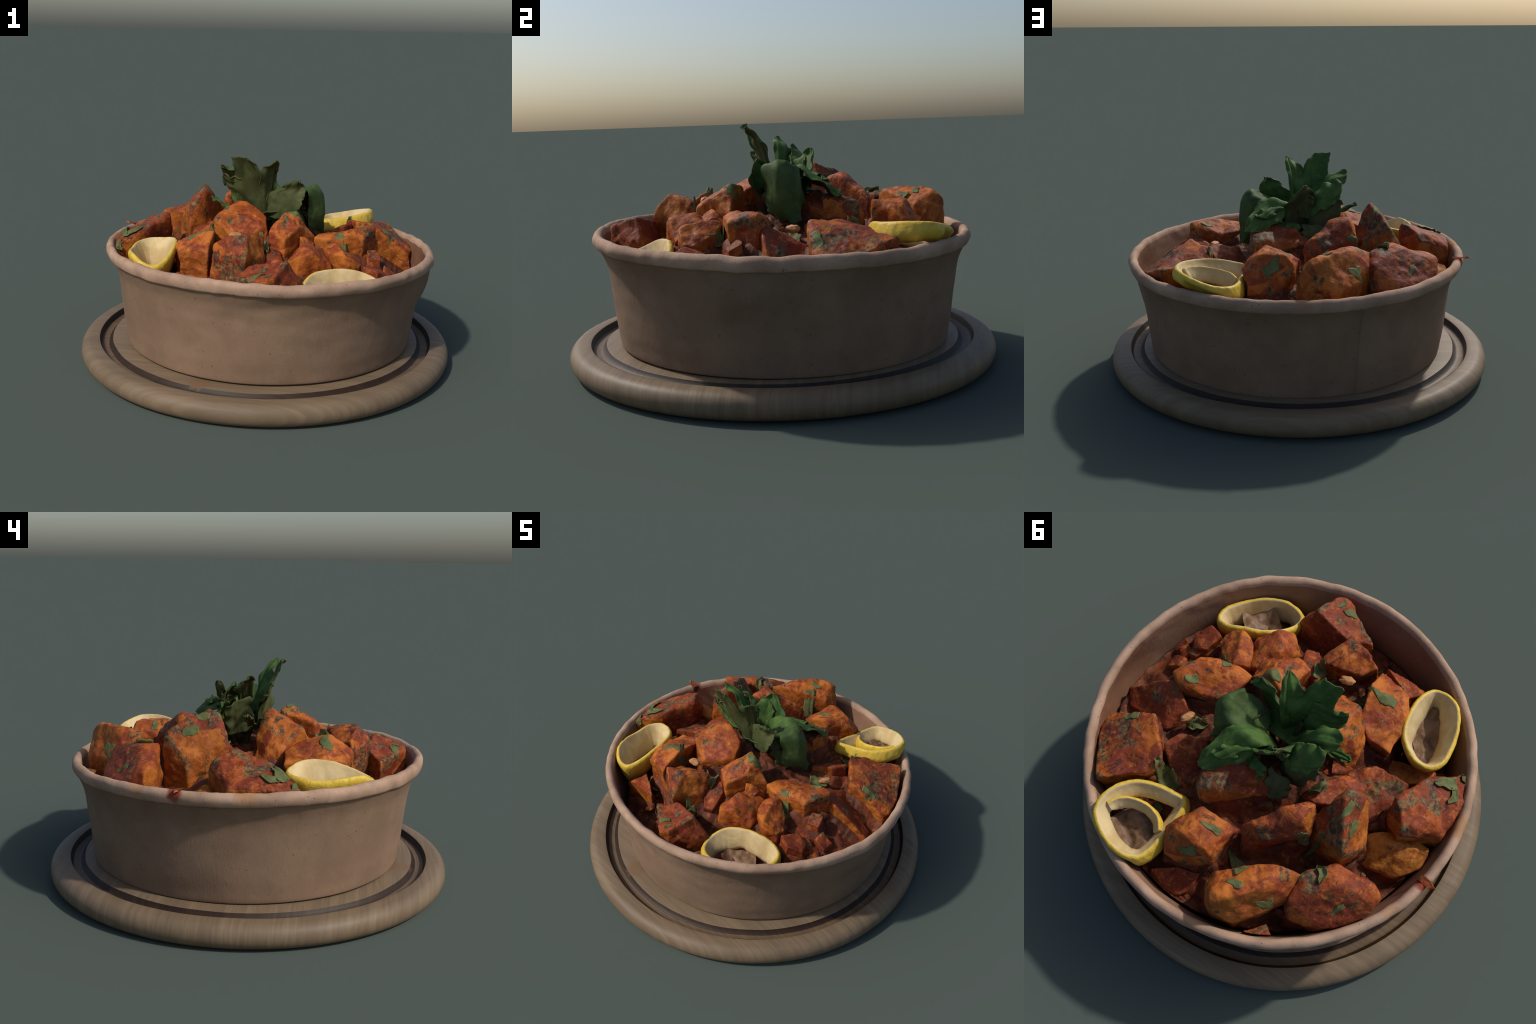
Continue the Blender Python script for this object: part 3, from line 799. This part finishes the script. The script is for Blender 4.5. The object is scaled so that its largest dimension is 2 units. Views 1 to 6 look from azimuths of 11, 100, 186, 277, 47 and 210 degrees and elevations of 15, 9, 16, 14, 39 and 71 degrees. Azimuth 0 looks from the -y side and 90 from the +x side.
def leaf(rows, name="leaf", thick=0.007, frill=0.006, lobes=3.0, droop=False):
    """Control net (rows run from base to tip) smoothed into a thin solid blade
    with a frilled, toothed margin; the green face looks to the sprig's heart."""
    n = 8
    cols = len(rows[0])
    long_ = [catmull([r[c] for r in rows], n) for c in range(cols)]
    grid = []
    for i in range(len(long_[0])):
        grid.append([np.array(p) for p in catmull([long_[c][i] for c in range(cols)], n)])
    M, Wd = len(grid), len(grid[0])
    sd = sum(rows[0][0]) * 17
    for i in range(M):
        t = i / (M - 1)
        for side, step in ((0, 1), (Wd - 1, -1)):
            d = grid[i][side] - grid[i][side + 3 * step]
            d /= np.linalg.norm(d) + 1e-9
            w = 2.3 * frill * min(1, 4 * t) * (abs(math.sin(math.pi * lobes * t + side)) - 0.4 + 0.5 * ((i % 4) / 4.0 - 0.5))
            for k, f in enumerate((1.0, 0.6, 0.3)):
                grid[i][side + k * step] = grid[i][side + k * step] + d * w * f
    G = np.array(grid)
    U = np.gradient(G, axis=0)
    W = np.gradient(G, axis=1)
    nrm = np.cross(U, W)
    nrm /= np.linalg.norm(nrm, axis=2, keepdims=True) + 1e-9
    jj = np.linspace(-1, 1, Wd)[None, :, None]
    ii = np.linspace(0, 1, M)[:, None, None]
    pleat = 0.0045 * np.cos(jj * math.pi * 2.5 + 3 * ii * np.abs(jj)) * np.minimum(1, 4 * ii)       # side veins
    pleat = pleat + 0.011 * np.abs(jj) ** 3 * np.sin(ii * math.pi * 5 + sd * 7 + 1.5 * np.sign(jj)) * np.minimum(1, 3 * ii)     # ruffled margin
    V = (G + nrm * (pleat - 0.006 * np.exp(-(jj / 0.12) ** 2))).reshape(-1, 3)                       # midrib
    V += np.array([0.0045 * noise.noise(Vector(v) * 24 + Vector((sd, 0, 0))) * np.array((1, 1, 0.5)) for v in V])
    G = V.reshape(M, Wd, 3)
    heart = np.array((-0.02, 0.03, 0.0))
    s = 0.0
    for i in range(M - 1):
        for j in range(Wd - 1):
            nn = np.cross(G[i, j + 1] - G[i, j], G[i + 1, j] - G[i, j])
            to = heart - G[i, j]
            to[2] = 0.10
            if droop:
                to = -to * np.array((1, 1, -1))
            s += float(nn @ to)
    faces = []
    for i in range(M - 1):
        for j in range(Wd - 1):
            a = i * Wd + j
            faces.append((a, a + 1, a + Wd + 1, a + Wd) if s > 0 else (a, a + Wd, a + Wd + 1, a + 1))
    ob = mesh_object(name, [tuple(v) for v in V], faces, [MAT["leaf_mid" if droop else "leaf_top"], MAT["leaf_back"]], sprig, tuple(V.mean(axis=0)))
    so = ob.modifiers.new("blade", "SOLIDIFY")
    so.thickness, so.offset = thick, 0.0
    so.material_offset = 1
    so.material_offset_rim = 1
    ss = ob.modifiers.new("soft", "SUBSURF")
    ss.levels = ss.render_levels = 1
    return ob


# tall leaf: broad middle lobe, pointed side lobe, wide low lobe
leaf([[(-.08, -.03, .74), (-.02, -.04, .74), (.03, -.01, .74)], [(-.105, -.06, .83), (-.03, -.065, .84), (.025, -.03, .83)], [(-.150, -.088, .905), (-.065, -.09, .92), (.025, -.04, .91)],
      [(-.150, -.122, .982), (-.08, -.115, .985), (.0, -.10, .990)], [(-.148, -.145, 1.040), (-.09, -.135, 1.045), (-.032, -.14, 1.045)], [(-.160, -.173, 1.099), (-.11, -.165, 1.098), (-.060, -.173, 1.093)]], frill=.005)
leaf([[(-.03, -.06, .82), (.0, -.040, .82), (.03, -.01, .81)], [(-.025, -.085, .91), (.015, -.050, .92), (.042, -.020, .92)], [(-.018, -.114, 1.0), (.028, -.072, 1.0), (.060, -.042, 1.0)],
      [(.01, -.120, 1.043), (.042, -.085, 1.04), (.069, -.072, 1.038)], [(.066, -.131, 1.082), (.072, -.129, 1.083), (.078, -.126, 1.084)]], frill=.002)
leaf([[(-.05, -.05, .83), (-.06, -.08, .92), (-.06, -.11, .985)], [(-.140, -.068, .885), (-.135, -.09, .94), (-.130, -.118, .985)], [(-.200, -.092, .924), (-.19, -.105, .955), (-.175, -.122, .986)],
      [(-.217, -.112, .958), (-.217, -.125, .985), (-.210, -.133, 1.008)]], frill=.004)
# broad leaf towards the front right
leaf([[(.0, -.03, .77), (.06, -.05, .76), (.12, -.06, .76)], [(.012, -.04, .84), (.09, -.068, .84), (.195, -.09, .84)], [(.020, -.04, .892), (.095, -.068, .90), (.205, -.085, .885)],
      [(.078, -.062, .922), (.14, -.075, .93), (.212, -.055, .918)], [(.103, -.075, .948), (.155, -.085, .957), (.205, -.06, .945)], [(.166, -.085, .973), (.177, -.083, .977), (.186, -.08, .970)]])
# drooping leaf on the right
leaf([[(.08, -.02, .80), (.07, .02, .80), (.06, .05, .80), (.04, .08, .80), (.02, .10, .78)], [(.14, -.03, .865), (.14, .01, .855), (.13, .05, .855), (.10, .09, .86), (.06, .11, .83)], [(.195, -.03, .900), (.20, .01, .900), (.195, .05, .900), (.170, .10, .895), (.11, .125, .855)],
      [(.217, -.022, .905), (.243, .01, .925), (.245, .06, .935), (.225, .115, .908), (.155, .14, .855)], [(.224, -.02, .86), (.270, .01, .88), (.289, .065, .88), (.262, .125, .855), (.180, .145, .805)], [(.224, -.015, .80), (.277, .02, .80), (.302, .065, .80), (.272, .125, .785), (.195, .145, .755)],
      [(.227, .0, .74), (.274, .04, .74), (.295, .085, .73), (.268, .13, .72), (.215, .145, .71)], [(.25, .06, .68), (.28, .09, .67), (.296, .115, .66), (.285, .14, .67), (.26, .145, .67)]], frill=.005, droop=True)
leaf([[(.10, -.03, .85), (.12, .02, .86), (.12, .08, .86)], [(.15, -.035, .79), (.18, .02, .79), (.17, .09, .79)], [(.17, -.02, .73), (.21, .03, .72), (.20, .10, .72)], [(.19, .02, .67), (.22, .05, .66), (.22, .10, .67)]], frill=.008)
leaf([[(-.06, .0, .72), (-.02, .05, .71), (.02, .09, .72)], [(-.07, .03, .79), (-.03, .07, .78), (.02, .10, .79)], [(-.07, .06, .84), (-.03, .095, .835), (.02, .115, .84)]], frill=.006)
leaf([[(-.06, -.06, .80), (-.02, -.07, .79), (.04, -.07, .80), (.10, -.06, .81)], [(-.06, -.01, .77), (-.02, -.02, .765), (.04, -.02, .765), (.10, -.02, .79)], [(-.06, .04, .79), (-.01, .03, .77), (.05, .03, .77), (.10, .03, .79)]], frill=.006)
# leaf folding down to the back left
leaf([[(.10, .05, .835), (.05, .05, .82), (-.01, .08, .80)], [(.155, .10, .885), (.11, .125, .908), (.03, .13, .87)], [(.195, .15, .872), (.15, .18, .872), (.06, .19, .82)],
      [(.217, .21, .842), (.175, .23, .845), (.10, .235, .79)], [(.237, .27, .80), (.20, .275, .815), (.15, .285, .772)], [(.245, .305, .775), (.222, .318, .772), (.195, .312, .765)]])
# broad pointed leaf at the back, cupped towards the front
leaf([[(-.07, .05, .74), (.0, .09, .73), (.06, .13, .74)], [(-.078, .055, .83), (-.01, .10, .82), (.055, .15, .82)], [(-.087, .070, .905), (-.03, .135, .905), (.045, .170, .888)],
      [(-.080, .105, .940), (-.045, .155, .945), (.005, .175, .925)], [(-.060, .145, .972), (-.045, .160, .980), (-.030, .166, .970)]], frill=.004)
# curled leaf on the left: upper lobe, front lobe and dark hanging skirt
leaf([[(-.06, -.02, .80), (-.07, .01, .80), (-.07, .04, .80)], [(-.10, -.02, .91), (-.11, .015, .905), (-.11, .045, .89)], [(-.145, -.03, .988), (-.155, .01, .978), (-.155, .05, .94)],
      [(-.20, -.042, 1.018), (-.20, .0, 1.000), (-.205, .045, .955)], [(-.252, -.032, 1.027), (-.254, -.01, 1.010), (-.248, .025, .975)]], frill=.003)
leaf([[(-.07, .06, .90), (-.075, .10, .86), (-.075, .13, .81)], [(-.12, .055, .955), (-.13, .11, .905), (-.13, .145, .85)], [(-.17, .05, .983), (-.19, .10, .930), (-.18, .13, .87)],
      [(-.217, .05, .988), (-.230, .08, .955), (-.218, .105, .90)]], frill=.006)
leaf([[(-.05, .12, .73), (-.10, .155, .71), (-.17, .15, .71)], [(-.07, .115, .82), (-.13, .14, .80), (-.20, .13, .79)], [(-.10, .10, .90), (-.165, .115, .88), (-.230, .115, .87)], [(-.15, .08, .93), (-.19, .09, .91), (-.225, .10, .89)]], frill=.006)
leaf([[(-.06, -.03, .74), (-.10, .03, .73), (-.13, .09, .72)], [(-.10, -.02, .83), (-.14, .04, .82), (-.17, .10, .80)], [(-.13, -.02, .92), (-.175, .04, .90), (-.205, .09, .87)]], frill=.004)
# extra folds of the back leaves
leaf([[(.02, .11, .82), (.06, .15, .81), (.10, .17, .80)], [(.05, .15, .86), (.10, .18, .865), (.15, .19, .855)], [(.09, .20, .845), (.13, .22, .855), (.18, .225, .855)], [(.13, .245, .82), (.165, .26, .83), (.205, .255, .835)]], frill=.008)
leaf([[(.0, .10, .80), (-.03, .11, .80), (-.06, .12, .80)], [(.01, .12, .86), (-.035, .12, .88), (-.085, .11, .865)], [(-.01, .13, .915), (-.045, .135, .935), (-.085, .12, .918)]], frill=.006)
# small low leaflets and the stub
leaf([[(-.12, -.045, .775), (-.125, -.03, .775), (-.125, -.01, .77)], [(-.20, -.045, .803), (-.20, -.03, .803), (-.20, -.01, .798)], [(-.265, -.042, .838), (-.265, -.022, .838), (-.262, -.002, .832)], [(-.302, -.03, .852), (-.306, -.02, .852), (-.304, -.010, .850)]])
leaf([[(.07, .14, .79), (.03, .16, .79), (-.02, .17, .78)], [(.09, .20, .765), (.04, .215, .77), (-.02, .21, .765)], [(.06, .25, .745), (.02, .255, .745), (-.02, .245, .74)]])
leaf([[(-.03, .15, .78), (-.07, .17, .78), (-.12, .16, .78)], [(-.04, .20, .745), (-.09, .215, .75), (-.15, .19, .76)], [(-.06, .25, .70), (-.10, .255, .71), (-.15, .23, .72)]])
leaf([[(.16, .0, .79), (.15, .03, .80), (.14, .06, .80)], [(.22, .02, .77), (.22, .05, .78), (.21, .08, .77)], [(.27, .07, .72), (.26, .10, .72), (.25, .12, .71)]])


def stem(pts, r0, r1):
    line = catmull(pts, 8)
    verts, faces, S = [], [], 12
    for i, p in enumerate(line):
        a, b = line[max(0, i - 1)], line[min(len(line) - 1, i + 1)]
        t = Vector(b - a).normalized()
        s = t.orthogonal().normalized()
        u = t.cross(s)
        r = r0 + (r1 - r0) * i / (len(line) - 1)
        for k in range(S):
            verts.append(tuple(Vector(p) + (s * math.cos(TAU * k / S) + u * math.sin(TAU * k / S)) * r))
    for i in range(len(line) - 1):
        for k in range(S):
            faces.append((i * S + k, i * S + (k + 1) % S, (i + 1) * S + (k + 1) % S, (i + 1) * S + k))
    return mesh_object("stem", verts, faces, [MAT["leaf_back"]], sprig, tuple(line[0]))


stem([(-.02, .04, .60), (-.03, .0, .72), (-.05, -.06, .86)], 0.016, 0.010)
stem([(-.01, .05, .60), (.05, .02, .72), (.11, -.03, .84)], 0.014, 0.009)
stem([(-.02, .06, .60), (.04, .09, .74), (.12, .11, .86)], 0.014, 0.008)
stem([(-.03, .06, .60), (-.07, .08, .74), (-.14, .06, .90)], 0.014, 0.008)
